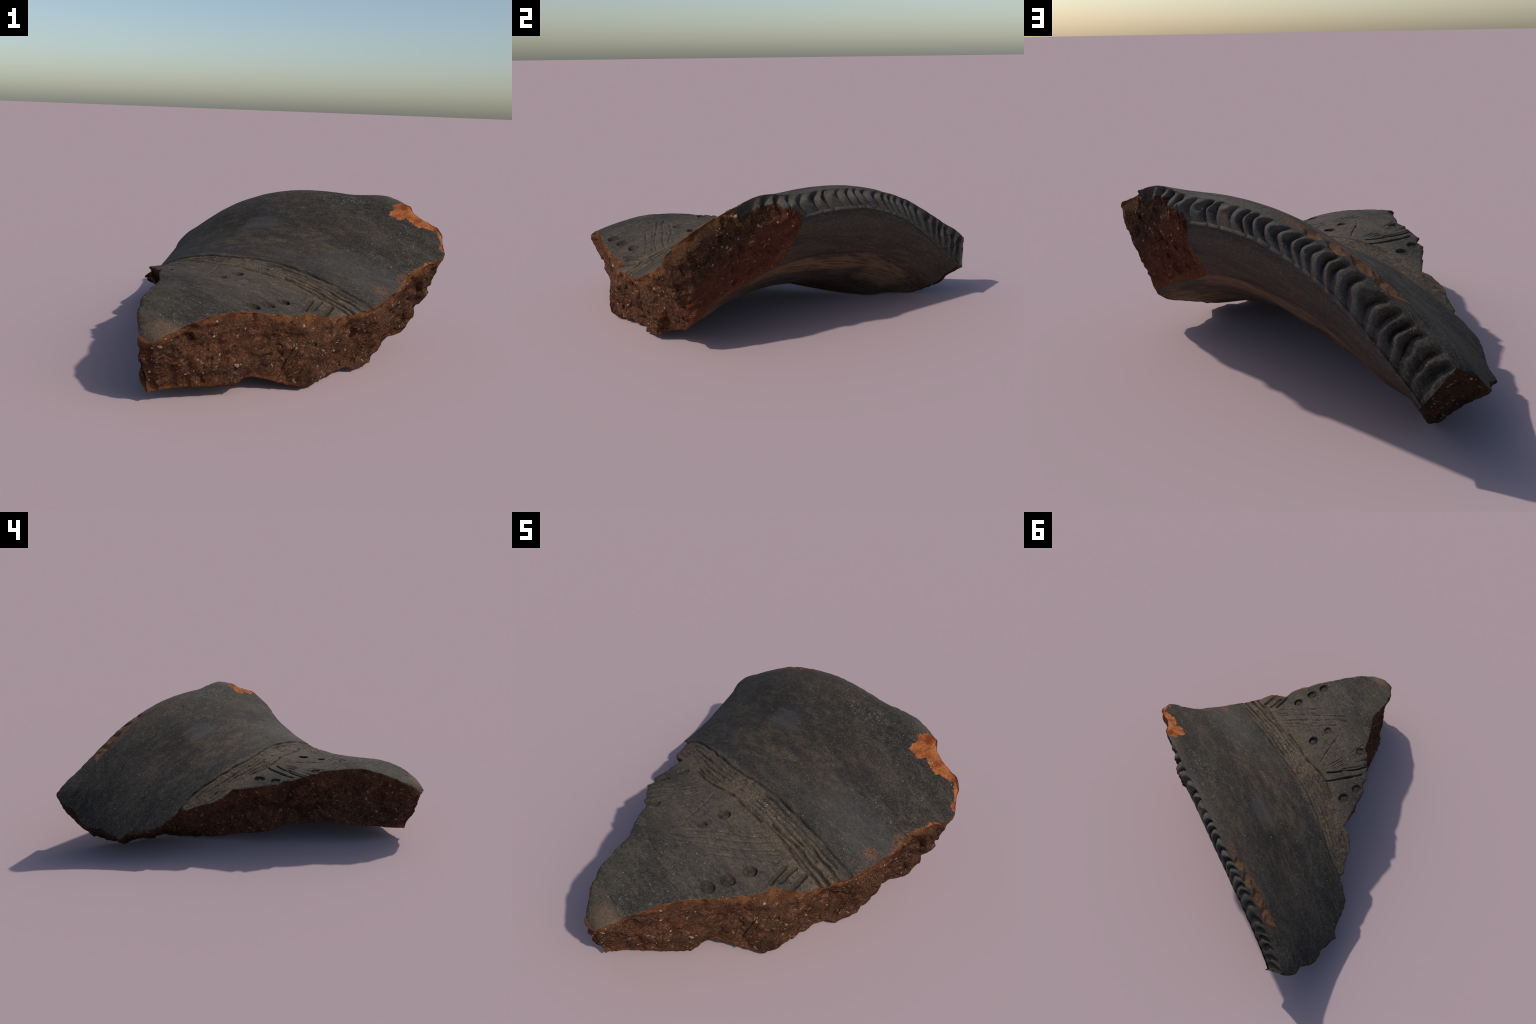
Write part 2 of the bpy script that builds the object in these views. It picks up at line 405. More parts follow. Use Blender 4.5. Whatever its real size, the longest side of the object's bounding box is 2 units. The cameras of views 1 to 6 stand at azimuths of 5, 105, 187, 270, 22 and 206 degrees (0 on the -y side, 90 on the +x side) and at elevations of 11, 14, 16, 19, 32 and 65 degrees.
# ---- the broken faces: coarse lumps, laminated ridges and pits
fz = side & ~is_rim[vcol]
keep = np.where(dside, smooth((u - 0.15) / 0.3), 1.0)
env = np.clip(np.minimum(wall / 0.12, (1 - wall) / 0.12), 0, 1)
env = 0.25 + 0.75 * env ** 0.7
# laminae follow the wall: noise stretched along the break, squeezed through the thickness
warp = 0.03 * np.stack([field(side, V, 9, 1, 101), field(side, V, 9, 1, 102), field(side, V, 9, 1, 103)], 1)
lam = np.stack([S[:, 0] * 0.45 + S[:, 1] * 0.35, wall * 0.25, S[:, 0] * 0.1 - S[:, 1] * 0.1], 1) + warp
clean = np.where((RUN[vcol] == 2) | (RUN[vcol] == 3), 0.55, np.where(RUN[vcol] > 4, 0.65, 1.0))           # the upper right break is flatter
facet = np.abs(field(side, V + warp, 7.0, 1, 111)) - 0.22 + 0.5 * (np.abs(field(side, V + warp, 15.0, 1, 112)) - 0.22)
ff = 0.009 * clean * field(side, V, 6.5, 2, 110) + 0.022 * clean * facet + 0.0035 * clean * field(side, lam, 26, 3, 114) + 0.0060 * field(side, V, 24, 3, 117)
pit = field(side, V + warp * 0.5, 30, 1, 125)
ff = ff - 0.010 * smooth((pit - 0.38) / 0.3)
bed = np.abs(field(side, lam, 55, 1, 128))
ff = ff + 0.004 * (0.5 - bed)
# the deep hollow in the front break, beneath the flaked edge
hol = np.exp(-((((TH - 20.0) * RM) / 0.075) ** 2 + ((H + 0.17) / 0.075) ** 2)) * (RUN[vcol] == 0)
ff = ff - 0.003 * hol * np.sin(np.pi * np.clip(wall * 1.6, 0, 1)) ** 0.7
arch = np.sin(np.pi * np.clip(wall, 0, 1)) ** 0.8
mid_left = (RUN[vcol] == 9) * np.exp(-(((TH + 4.0) / 9.0) ** 2)) + (RUN[vcol] == 8) * 0.5 * np.exp(-(((TH + 14.0) / 5.0) ** 2))
ff = ff - (0.036 * mid_left + 0.016 * (RUN[vcol] == 9)) * arch                                         # the left break is undercut
ff = ff + 0.026 * np.sin(np.pi * wall ** 0.65) * ((RUN[vcol] == 2) | (RUN[vcol] == 3)) * smooth((26.5 - TH) / 3)     # the upper right break stands proud
nose = np.exp(-(((TH - 23.0) * RM / 0.09) ** 2 + ((H + 0.16) / 0.12) ** 2))
ff = ff + 0.034 * nose * smooth(wall / 0.3) * np.where(RUN[vcol] == 0, 1.0, np.where(RUN[vcol] == 1, 0.75 * smooth((0.05 - H) / 0.12), 0.0)) + 0.010 * (RUN[vcol] == 1) * arch * smooth((H - 0.25) / 0.12) - 0.004 * (RUN[vcol] == 1) * arch * (1 - smooth((H - 0.12) / 0.12))            # a nose low on the front break
fl = np.exp(-(((TH - 10.5) * RM / 0.10) ** 2 + ((H + 0.735) / 0.05) ** 2))
ff = ff - 0.026 * (RUN[vcol] == 1) * arch * np.exp(-((H - 0.10) / 0.075) ** 2)
ff = ff + 0.003 * fl * arch                                               # and a swelling at the lower left corner
V1 = V1 + Nrm * np.where(fz, ff * env * keep * soft[vcol], 0)[:, None]

# ---- inside: smooth, with faint turning marks
inn = 0.0022 * field(inner, S, 6, 2, 140) + 0.0006 * field(inner, S * np.array([0.2, 1, 1]), 55, 2, 143)
V1 = V1 - rad * np.where(inner & (wall >= 1), inn * smooth(((vrow - NO - NS + 1) / 6)), 0)[:, None]

V1[:, 2] = np.where(V1[:, 2] < 0.007, 0.007 - (0.007 - V1[:, 2]) * 0.33, V1[:, 2])      # worn resting points
Nf = vertex_normals(V1)

# ---------------------------------------------------------------- naming the regions
f_all = quads
fo = f_row < NO - 1
fs = (f_row >= NO - 1) & (f_row < NO + NS - 2)
fi = f_row >= NO + NS - 2
vote = lambda a: np.median(a[f_all], axis=1)
fTH, fH = TH[f_all].mean(1), H[f_all].mean(1)
fbelow = below[f_all].mean(1); fu = u[f_all].mean(1)
label = np.full(len(f_all), "", dtype=object)
label[fi] = "inner_wall"
label[fo] = "shoulder"
label[fo & (fbelow < 0)] = "neck"
label[fo & (fu > -0.42) & (fTH < 15.2) & (fH > 0.5)] = "rim"
label[fs] = "broken_edge"
label[(f_row >= NO - 2) & fo & ~is_rim[f_col] & (RUN[f_col] != 3)] = "broken_edge"
label[(f_row < NO + NS + 1) & fi & ~is_rim[f_col]] = "broken_edge"
label[fs & is_rim[f_col]] = "rim"
ragged = 0.36 + 0.10 * noise(np.stack([fTH * RM, fTH * 0, fTH * 0], 1), 30, 150) + np.where(fTH < 8.0, 0.15, 0)
label[fs & (RUN[f_col] == 3) & (fu < ragged)] = "rim"
fS = S[f_all].mean(1)
label[fi & (fu < 1.04) & (fTH < 4.6) & (f_row < NO + NS + 40)] = "rim"
fd = vote(dot_id).astype(int)
label[fo & (np.min(d_deep[f_all], 1) < 0.0048) | fo & (np.min(d_slash[f_all], 1) < 0.0085) | fo & (np.min(d_band[f_all], 1) < 0.0026) & (fTH > 4) | fo & (np.min(d_main[f_all], 1) < 0.0026)] = "groove"
for k in range(len(DOTS)):
    label[fo & (fd == k)] = f"dot{k}"
fc = vote(chip_id).astype(int)
for k in range(len(CHIPS)):
    label[fo & (fc == k)] = f"chip{k}"


# ---------------------------------------------------------------- node helpers
class Tree:
    def __init__(self, mat):
        mat.use_nodes = True
        self.t = mat.node_tree
        self.t.nodes.clear()

    def node(self, kind, **kw):
        n = self.t.nodes.new(kind)
        for k, v in kw.items():
            setattr(n, k, v)
        return n

    def put(self, sock, v):
        if isinstance(v, bpy.types.NodeSocket):
            self.t.links.new(v, sock)
        else:
            sock.default_value = v

    def math(self, op, a, b=0.0, c=0.0, clamp=False):
        n = self.node("ShaderNodeMath", operation=op, use_clamp=clamp)
        for i, v in enumerate((a, b, c)):
            self.put(n.inputs[i], v)
        return n.outputs[0]

    def vmath(self, op, a, b=(0, 0, 0)):
        n = self.node("ShaderNodeVectorMath", operation=op)
        self.put(n.inputs[0], a); self.put(n.inputs[1], b)
        return n.outputs["Value"] if op in ("DOT_PRODUCT", "LENGTH", "DISTANCE") else n.outputs[0]

    def xyz(self, x, y, z):
        n = self.node("ShaderNodeCombineXYZ")
        for i, v in enumerate((x, y, z)):
            self.put(n.inputs[i], v)
        return n.outputs[0]

    def noise(self, vec, scale, detail=4.0, rough=0.55, distort=0.0):
        n = self.node("ShaderNodeTexNoise")
        self.put(n.inputs["Vector"], vec)
        n.inputs["Scale"].default_value = scale
        n.inputs["Detail"].default_value = detail
        n.inputs["Roughness"].default_value = rough
        n.inputs["Distortion"].default_value = distort
        return n.outputs["Fac"]

    def voronoi(self, vec, scale, rand=1.0):
        n = self.node("ShaderNodeTexVoronoi")
        self.put(n.inputs["Vector"], vec)
        n.inputs["Scale"].default_value = scale
        n.inputs["Randomness"].default_value = rand
        return n.outputs["Distance"], n.outputs["Color"]

    def step(self, x, lo, hi):
        n = self.node("ShaderNodeMapRange", interpolation_type="SMOOTHSTEP")
        self.put(n.inputs["Value"], x)
        n.inputs["From Min"].default_value = lo
        n.inputs["From Max"].default_value = hi
        return n.outputs["Result"]

    def mix(self, fac, a, b):
        n = self.node("ShaderNodeMix", data_type="RGBA")
        self.put(n.inputs[0], fac)
        for s, v in ((n.inputs[6], a), (n.inputs[7], b)):
            self.put(s, v if isinstance(v, bpy.types.NodeSocket) else (*v, 1.0))
        return n.outputs[2]

    def vessel(self):
        """Object position in the vessel's frame: arc length round the axis, height, radius."""
        o = self.node("ShaderNodeTexCoord").outputs["Object"]
        d = self.vmath("SUBTRACT", o, tuple(CEN))
        h = self.vmath("DOT_PRODUCT", d, tuple(AX))
        x = self.vmath("DOT_PRODUCT", d, tuple(E1))
        y = self.vmath("DOT_PRODUCT", d, tuple(E2))
        s = self.math("MULTIPLY", self.math("ARCTAN2", x, y), 1.5)
        r = self.math("SQRT", self.math("ADD", self.math("MULTIPLY", x, x), self.math("MULTIPLY", y, y)))
        return o, s, h, r

    def blob(self, s, h, th0, h0, a, b, wob=None, lo=0.75, hi=1.1):
        """Soft-edged elliptical patch on the wall."""
        dx = self.math("MULTIPLY", self.math("SUBTRACT", s, th0 * RM), 1 / a)
        dy = self.math("MULTIPLY", self.math("SUBTRACT", h, h0), 1 / b)
        r2 = self.math("SQRT", self.math("ADD", self.math("MULTIPLY", dx, dx), self.math("MULTIPLY", dy, dy)))
        if wob is not None:
            r2 = self.math("ADD", r2, self.math("MULTIPLY", self.math("SUBTRACT", wob, 0.5), 2.2))
        return self.math("SUBTRACT", 1.0, self.step(r2, lo, hi))

    def finish(self, colour, rough, height=None, strength=0.3, dist=0.004, spec=0.35):
        p = self.node("ShaderNodeBsdfPrincipled")
        self.put(p.inputs["Base Color"], colour)
        self.put(p.inputs["Roughness"], rough)
        p.inputs["Specular IOR Level"].default_value = spec
        if height is not None:
            b = self.node("ShaderNodeBump")
            b.inputs["Strength"].default_value = strength
            b.inputs["Distance"].default_value = dist
            self.put(b.inputs["Height"], height)
            self.t.links.new(b.outputs[0], p.inputs["Normal"])
        out = self.node("ShaderNodeOutputMaterial")
        self.t.links.new(p.outputs[0], out.inputs[0])


def specks(T, vec, scale, size, share, seed):
    """Sparse small grains: voronoi cells, a share of which carry a dot."""
    v = T.vmath("ADD", vec, (seed, seed * 1.7, -seed))
    dist, col = T.voronoi(v, scale)
    sep = T.node("ShaderNodeSeparateColor")
    T.put(sep.inputs[0], col)
    on = T.math("GREATER_THAN", sep.outputs[0], 1 - share)
    var = T.math("MULTIPLY_ADD", sep.outputs[1], size * 0.8, size * 0.4)
    return T.math("MULTIPLY", T.math("LESS_THAN", dist, var), on)


def dark_surface(name, cut_dark=0.0):
    """Smoke-blackened, burnished skin with clay-coloured soil in the decorated band."""
    mat = bpy.data.materials.new(name)
    T = Tree(mat)
    o, s, h, r = T.vessel()
    flat = T.xyz(T.math("MULTIPLY", s, 0.45), h, r)
    streak = T.xyz(T.math("MULTIPLY", s, 0.16), h, r)
    n1 = T.noise(flat, 5.0, 5, 0.6)
    n2 = T.noise(T.xyz(T.math("MULTIPLY", s, 0.34), h, r), 30.0, 6, 0.72, 0.4)
    n3 = T.noise(flat, 85.0, 6, 0.8)
    n4 = T.noise(T.vmath("MULTIPLY", o, (1.0, 0.55, 1.0)), 230.0, 4, 0.85, 0.8)
    n5 = T.noise(T.vmath("ADD", flat, (3.1, 7.7, 1.3)), 9.0, 6, 0.7)
    n6 = T.noise(T.vmath("MULTIPLY", o, (0.5, 1.0, 0.8)), 150.0, 5, 0.8, 1.5)
    col = T.mix(T.step(n1, 0.35, 0.68), (0.025, 0.0232, 0.0218), (0.057, 0.0475, 0.0385))
    col = T.mix(T.math("MULTIPLY", T.step(n2, 0.47, 0.62), 0.5), col, (0.106, 0.083, 0.060))
    col = T.mix(T.math("MULTIPLY", T.step(n3, 0.48, 0.56), 0.6), col, (0.015, 0.0142, 0.0135))
    col = T.mix(T.math("MULTIPLY", T.step(n6, 0.51, 0.58), 0.5), col, (0.106, 0.091, 0.072))
    col = T.mix(T.math("MULTIPLY", T.step(n4, 0.54, 0.62), 0.6), col, (0.018, 0.018, 0.018))
    col = T.mix(T.math("MULTIPLY", T.math("SUBTRACT", 1.0, T.step(n4, 0.36, 0.43)), 0.6), col, (0.158, 0.136, 0.108))
    # brownish rubbed patches on the neck
    for th0, h0, a, b, f in ((-4, 0.31, 0.45, 0.14, 0.45), (-16, 0.45, 0.30, 0.13, 0.25), (9, 0.52, 0.30, 0.09, 0.25), (-9, 0.66, 0.26, 0.06, 0.35)):
        mk = T.math("MULTIPLY", T.blob(s, h, th0, h0, a, b, n5, 0.3, 1.2), T.step(T.math("ADD", T.math("MULTIPLY", n2, 0.5), T.math("MULTIPLY", n3, 0.5)), 0.42, 0.60))
        col = T.mix(T.math("MULTIPLY", mk, f * 0.75), col, (0.140, 0.086, 0.050))
    # bluish grey polish
    for th0, h0, a, b, f in ((-7, 0.44, 0.10, 0.05, 0.5), (18, 0.33, 0.22, 0.08, 0.35), (12, 0.24, 0.25, 0.05, 0.25)):
        col = T.mix(T.math("MULTIPLY", T.blob(s, h, th0, h0, a, b, n5, 0.3, 1.3), f), col, (0.074, 0.072, 0.072))
    worn = T.math("MULTIPLY", T.step(h, 0.715, 0.765), T.step(n3, 0.36, 0.56))                 # handled lip
    col = T.mix(T.math("MULTIPLY", worn, 0.55), col, (0.112, 0.102, 0.089))
    # soil in the band under the neck, thicker to the left
    lo = T.step(h, -0.13, 0.03); hi = T.math("SUBTRACT", 1.0, T.step(h, 0.125, 0.155))
    bandm = T.math("MULTIPLY", lo, hi)
    brk = T.step(T.math("ADD", T.math("MULTIPLY", T.noise(flat, 62.0, 6, 0.75), 0.55), T.math("MULTIPLY", n5, 0.45)), 0.40, 0.54)
    soil = T.mix(T.step(n4, 0.42, 0.58), (0.175, 0.122, 0.078), (0.060, 0.045, 0.034))
    col = T.mix(T.math("MULTIPLY", T.math("MULTIPLY", bandm, brk), 0.8), col, soil)
    mid = T.blob(s, h, 5, -0.16, 0.42, 0.20, n5, 0.3, 1.2)
    col = T.mix(T.math("MULTIPLY", T.math("MULTIPLY", mid, T.step(n3, 0.42, 0.56)), 0.6), col, (0.125, 0.094, 0.068))
    # worn pale-brown lower corner, olive stains beside it
    cor = T.math("MULTIPLY", T.blob(s, h, 12.4, -0.71, 0.080, 0.065, n5, 0.35, 1.15), T.step(n6, 0.30, 0.55))
    col = T.mix(T.math("MULTIPLY", cor, 0.8), col, (0.150, 0.098, 0.060))
    cor = T.blob(s, h, 6.5, -0.62, 0.10, 0.16, n5, 0.3, 1.2)
    col = T.mix(T.math("MULTIPLY", T.math("MULTIPLY", cor, T.step(n3, 0.45, 0.6)), 0.6), col, (0.085, 0.078, 0.048))
    # a brown tide mark
    # clay showing through: rust-orange spots
    rustn = T.noise(o, 120.0, 5, 0.75)
    for th0, h0, a, b in ((22.8, 0.285, 0.035, 0.030), (23.7, 0.395, 0.030, 0.030), (-0.7, 0.118, 0.016, 0.014), (-24, 0.690, 0.20, 0.03), (-12.5, 0.72, 0.10, 0.025), (-3.2, 0.775, 0.014, 0.02)):
        mk = T.math("MULTIPLY", T.blob(s, h, th0, h0, a, b, n5, 0.6, 1.1), T.step(rustn, 0.40, 0.66))
        col = T.mix(T.math("MULTIPLY", mk, 0.8), col, (0.23, 0.090, 0.034))
    # pale mineral grains and rootlet scratches
    col = T.mix(T.math("MULTIPLY", specks(T, o, 85.0, 0.17, 0.14, 2.0), 0.7), col, (0.28, 0.25, 0.20))
    col = T.mix(T.math("MULTIPLY", specks(T, T.vmath("MULTIPLY", o, (1.0, 1.6, 1.0)), 24.0, 0.075, 0.16, 5.0), 0.7), col, (0.36, 0.30, 0.22))
    thin = T.noise(T.xyz(T.math("MULTIPLY", s, 1.4), T.math("MULTIPLY", h, 0.5), r), 95.0, 2, 0.5, 1.5)
    col = T.mix(T.math("MULTIPLY", T.step(thin, 0.67, 0.73), 0.65), col, (0.22, 0.19, 0.145))
    white = T.math("MULTIPLY", T.blob(s, h, 5.5, 0.075, 0.22, 0.022, n5, 0.3, 1.1), T.step(T.noise(o, 95.0, 3, 0.6), 0.60, 0.68))
    col = T.mix(T.math("MULTIPLY", white, 0.8), col, (0.50, 0.46, 0.40))
    for th0, h0, a, b in ((6.5, 0.66, 0.075, 0.03), (2.0, 0.64, 0.05, 0.03)):
        pale = T.math("MULTIPLY", T.blob(s, h, th0, h0, a, b, n5, 0.3, 1.1), T.step(T.noise(o, 110.0, 3, 0.6), 0.55, 0.66))
        col = T.mix(T.math("MULTIPLY", pale, 0.6), col, (0.27, 0.27, 0.25))
    if cut_dark:                                     # grooves and dots mixed towards near-black and dark brown
        col = T.mix(cut_dark, col, T.mix(T.step(n3, 0.42, 0.6), (0.014, 0.012, 0.010), (0.060, 0.044, 0.032)))
    bump = T.math("ADD", T.math("MULTIPLY", n6, 0.6), T.math("MULTIPLY", n3, 0.8))
    T.finish(col, T.math("MULTIPLY_ADD", n3, 0.2, 0.64), bump, 0.65, 0.004, 0.08)
    return mat


def inner_surface(name):
    mat = bpy.data.materials.new(name)
    T = Tree(mat)
    o, s, h, r = T.vessel()
    streak = T.xyz(T.math("MULTIPLY", s, 0.13), h, r)
    flat = T.xyz(T.math("MULTIPLY", s, 0.4), h, r)
    n1 = T.noise(streak, 11.0, 5, 0.6)
    n2 = T.noise(streak, 60.0, 5, 0.65)
    n3 = T.noise(T.xyz(T.math("MULTIPLY", s, 0.5), h, r), 190.0, 5, 0.8, 0.8)
    n5 = T.noise(T.vmath("ADD", flat, (1.1, 4.7, 9.3)), 8.0, 6, 0.65)
    col = T.mix(T.step(n1, 0.35, 0.68), (0.027, 0.0225, 0.0195), (0.064, 0.046, 0.034))
    col = T.mix(T.math("MULTIPLY", T.step(n2, 0.47, 0.64), 0.5), col, (0.112, 0.070, 0.046))
    col = T.mix(T.math("MULTIPLY", T.step(n3, 0.50, 0.60), 0.5), col, (0.024, 0.022, 0.022))
    col = T.mix(T.math("MULTIPLY", T.math("SUBTRACT", 1.0, T.step(n3, 0.36, 0.44)), 0.5), col, (0.150, 0.112, 0.090))
    for th0, h0, a, b, f in ((3, 0.56, 0.34, 0.07, 0.75), (-12, 0.58, 0.42, 0.055, 0.65), (18, 0.40, 0.30, 0.12, 0.65), (-27, 0.52, 0.30, 0.07, 0.5)):
        mk = T.math("MULTIPLY", T.blob(s, h, th0, h0, a, b, n5, 0.4, 1.1), T.step(n2, 0.30, 0.6))
        col = T.mix(T.math("MULTIPLY", mk, f), col, (0.190, 0.110, 0.056))
    lipz = T.step(T.math("ADD", r, T.math("MULTIPLY", T.math("SUBTRACT", n5, 0.5), 0.22)), 1.36, 1.50)
    col = T.mix(T.math("MULTIPLY", lipz, 0.35), col, T.mix(T.step(n3, 0.4, 0.6), (0.078, 0.070, 0.060), (0.034, 0.032, 0.029)))
    col = T.mix(T.math("MULTIPLY", specks(T, o, 55.0, 0.12, 0.08, 3.0), 0.7), col, (0.34, 0.27, 0.22))
    thin = T.noise(T.xyz(T.math("MULTIPLY", s, 0.35), T.math("MULTIPLY", h, 1.6), r), 80.0, 2, 0.5, 0.6)
    col = T.mix(T.math("MULTIPLY", T.step(thin, 0.66, 0.73), 0.5), col, (0.20, 0.145, 0.115))
    bump = T.math("ADD", T.math("MULTIPLY", n3, 0.4), T.math("MULTIPLY", n2, 0.8))
    T.finish(col, T.math("MULTIPLY_ADD", n2, 0.2, 0.62), bump, 0.4, 0.003, 0.12)
    return mat


def curve_of(T, h, pts, lo, hi):
    """A smooth function of h given by a few points, as a Float Curve node."""
    n = T.node("ShaderNodeFloatCurve")
    c = n.mapping.curves[0]
    span = 2.0
    while len(c.points) < len(pts):
        c.points.new(0.5, 0.5)
    for p, (x, y) in zip(c.points, pts):
        p.location = ((x + 1.0) / span, y - 1.0)
    n.mapping.update()
    T.put(n.inputs["Value"], T.math("MULTIPLY_ADD", h, 1 / span, 1.0 / span))
    return T.math("ADD", n.outputs[0], 1.0)


def broken_body(name):
    """Coarse fired clay: laminated brown body, oxidised red towards the faces, with pale grit."""
    mat = bpy.data.materials.new(name)
    T = Tree(mat)
    o, s, h, r = T.vessel()
    ro = curve_of(T, h, [(x, float(np.polyval(OUTER, x))) for x in (-0.74, -0.6, -0.4, -0.2, 0.0, 0.1, 0.3, 0.5, 0.7)], 0, 0)
    rin = curve_of(T, h, [p for p in INNER if p[0] not in (-0.385, 0.26, 0.715)], 0, 0)
    d_out = T.math("SUBTRACT", ro, r)
    d_in = T.math("SUBTRACT", r, rin)
    wn = T.noise(o, 14.0, 3, 0.6)
    warp = T.vmath("ADD", o, T.xyz(T.math("MULTIPLY", wn, 0.10), T.math("MULTIPLY", T.noise(o, 9.0, 2, 0.5), 0.10), T.math("MULTIPLY", wn, -0.12)))
    dw = T.vmath("SUBTRACT", warp, tuple(CEN))
    wx = T.vmath("DOT_PRODUCT", dw, tuple(E1)); wy = T.vmath("DOT_PRODUCT", dw, tuple(E2)); wh = T.vmath("DOT_PRODUCT", dw, tuple(AX))
    lam = T.xyz(T.math("MULTIPLY", wx, 0.75), T.math("MULTIPLY", wy, 1.15), T.math("MULTIPLY", wh, 0.75))
    n1 = T.noise(lam, 15.0, 5, 0.7, 0.8)
    n2 = T.noise(lam, 62.0, 6, 0.78, 1.6)
    n3 = T.noise(o, 150.0, 5, 0.8)
    n4 = T.noise(o, 9.0, 5, 0.65)
    n7 = T.noise(T.vmath("ADD", lam, (5.0, 3.0, 1.0)), 40.0, 5, 0.7, 2.5)
    col = T.mix(T.step(n1, 0.36, 0.64), (0.024, 0.0095, 0.006), (0.092, 0.034, 0.017))
    col = T.mix(T.math("MULTIPLY", T.step(n2, 0.52, 0.60), 0.8), col, (0.200, 0.086, 0.043))
    col = T.mix(T.math("MULTIPLY", T.math("SUBTRACT", 1.0, T.step(n2, 0.38, 0.46)), 0.95), col, (0.009, 0.005, 0.004))
    line = T.math("ABSOLUTE", T.math("SUBTRACT", n7, 0.5))
    col = T.mix(T.math("MULTIPLY", T.math("SUBTRACT", 1.0, T.step(line, 0.003, 0.018)), 0.75), col, (0.310, 0.175, 0.105))
    # olive-brown reduced core in patches
    col = T.mix(T.math("MULTIPLY", T.step(n4, 0.48, 0.66), 0.45), col, (0.055, 0.034, 0.019))
    col = T.mix(T.math("MULTIPLY", T.step(h, 0.45, 0.60), 0.55), col, T.mix(T.step(n2, 0.38, 0.62), (0.024, 0.016, 0.010), (0.098, 0.060, 0.033)))
    n8 = T.noise(T.vmath("ADD", lam, (9.0, 2.0, 4.0)), 9.0, 5, 0.65, 0.8)
    col = T.mix(T.math("MULTIPLY", T.step(n8, 0.50, 0.60), 0.7), col, T.mix(T.step(n2, 0.4, 0.6), (0.009, 0.005, 0.004), (0.060, 0.026, 0.015)))
    # red zone near the inner face, mostly in the upper right break
    red = T.math("MULTIPLY", T.math("SUBTRACT", 1.0, T.step(T.math("ADD", d_in, T.math("MULTIPLY", T.math("SUBTRACT", n4, 0.5), 0.12)), 0.07, 0.14)), T.math("MULTIPLY", T.step(h, 0.42, 0.56), T.step(s, -0.3, 0.0)))
    col = T.mix(T.math("MULTIPLY", red, 0.75), col, T.mix(T.step(n2, 0.3, 0.7), (0.062, 0.019, 0.012), (0.185, 0.058, 0.034)))
    # narrow orange margins, only where the skin has pulled away
    patchy = T.step(n4, 0.44, 0.60)
    front = T.math("MULTIPLY_ADD", T.step(s, 0.05, 0.30), 0.85, 0.15)
    mo = T.math("SUBTRACT", 1.0, T.step(T.math("ADD", d_out, T.math("MULTIPLY", T.math("SUBTRACT", n1, 0.5), 0.10)), 0.012, 0.055))
    mo = T.math("MULTIPLY", T.math("MULTIPLY", mo, front), T.math("MULTIPLY_ADD", patchy, 0.7, 0.3))
    col = T.mix(T.math("MULTIPLY", mo, 0.75), col, T.mix(T.step(n3, 0.35, 0.65), (0.150, 0.060, 0.024), (0.330, 0.135, 0.050)))
    mi_ = T.math("SUBTRACT", 1.0, T.step(T.math("ADD", d_in, T.math("MULTIPLY", T.math("SUBTRACT", n1, 0.5), 0.07)), 0.002, 0.034))
    mi_ = T.math("MULTIPLY", T.math("MULTIPLY", mi_, front), T.math("MULTIPLY_ADD", patchy, 0.6, 0.4))
    col = T.mix(T.math("MULTIPLY", mi_, 0.7), col, T.mix(T.step(n3, 0.35, 0.65), (0.135, 0.048, 0.020), (0.290, 0.105, 0.042)))
    col = T.mix(T.math("MULTIPLY", T.step(n3, 0.56, 0.72), 0.5), col, (0.165, 0.105, 0.072))
    col = T.mix(0.14, col, (0.008, 0.0045, 0.004))
    rust = T.step(T.noise(T.vmath("ADD", o, (4.0, 1.0, 7.0)), 11.0, 6, 0.7), 0.50, 0.64)
    col = T.mix(T.math("MULTIPLY", rust, 0.30), col, T.mix(T.step(n2, 0.4, 0.6), (0.070, 0.022, 0.010), (0.235, 0.088, 0.038)))
    end_dark = T.math("SUBTRACT", 1.0, T.step(T.math("ADD", s, T.math("MULTIPLY", T.math("SUBTRACT", n4, 0.5), 0.3)), -1.02, -0.90))      # the broken body turns darker towards the far end
    col = T.mix(T.math("MULTIPLY", end_dark, 0.5), col, (0.016, 0.012, 0.010))
    lamo = T.xyz(T.math("MULTIPLY", wx, 0.55), T.math("MULTIPLY", wy, 1.5), T.math("MULTIPLY", wh, 0.55))
    col = T.mix(T.math("MULTIPLY", specks(T, lamo, 80.0, 0.26, 0.22, 1.0), 0.7), col, (0.36, 0.225, 0.150))
    col = T.mix(T.math("MULTIPLY", specks(T, lamo, 36.0, 0.20, 0.20, 7.0), 0.65), col, (0.29, 0.17, 0.115))
    bump = T.math("ADD", T.math("MULTIPLY", n3, 0.5), n2)
    T.finish(col, 0.92, bump, 0.9, 0.006, 0.06)
    return mat


def orange_body(name):
    mat = bpy.data.materials.new(name)
    T = Tree(mat)
    o, s, h, r = T.vessel()
    n1 = T.noise(o, 22.0, 5, 0.6)
    n2 = T.noise(o, 120.0, 4, 0.7)
    col = T.mix(T.step(n1, 0.35, 0.65), (0.210, 0.045, 0.014), (0.420, 0.140, 0.042))
    col = T.mix(T.math("MULTIPLY", T.step(n2, 0.50, 0.62), 0.55), col, (0.130, 0.032, 0.014))
    dull = T.math("SUBTRACT", 1.0, T.step(s, -0.2, 0.15))
    col = T.mix(T.math("MULTIPLY", dull, 0.85), col, T.mix(n2, (0.085, 0.052, 0.030), (0.215, 0.105, 0.050)))
    col = T.mix(T.math("MULTIPLY", specks(T, o, 75.0, 0.2, 0.14, 4.0), 0.7), col, (0.60, 0.40, 0.28))
    T.finish(col, 0.9, n2, 0.8, 0.005, 0.08)
    return mat


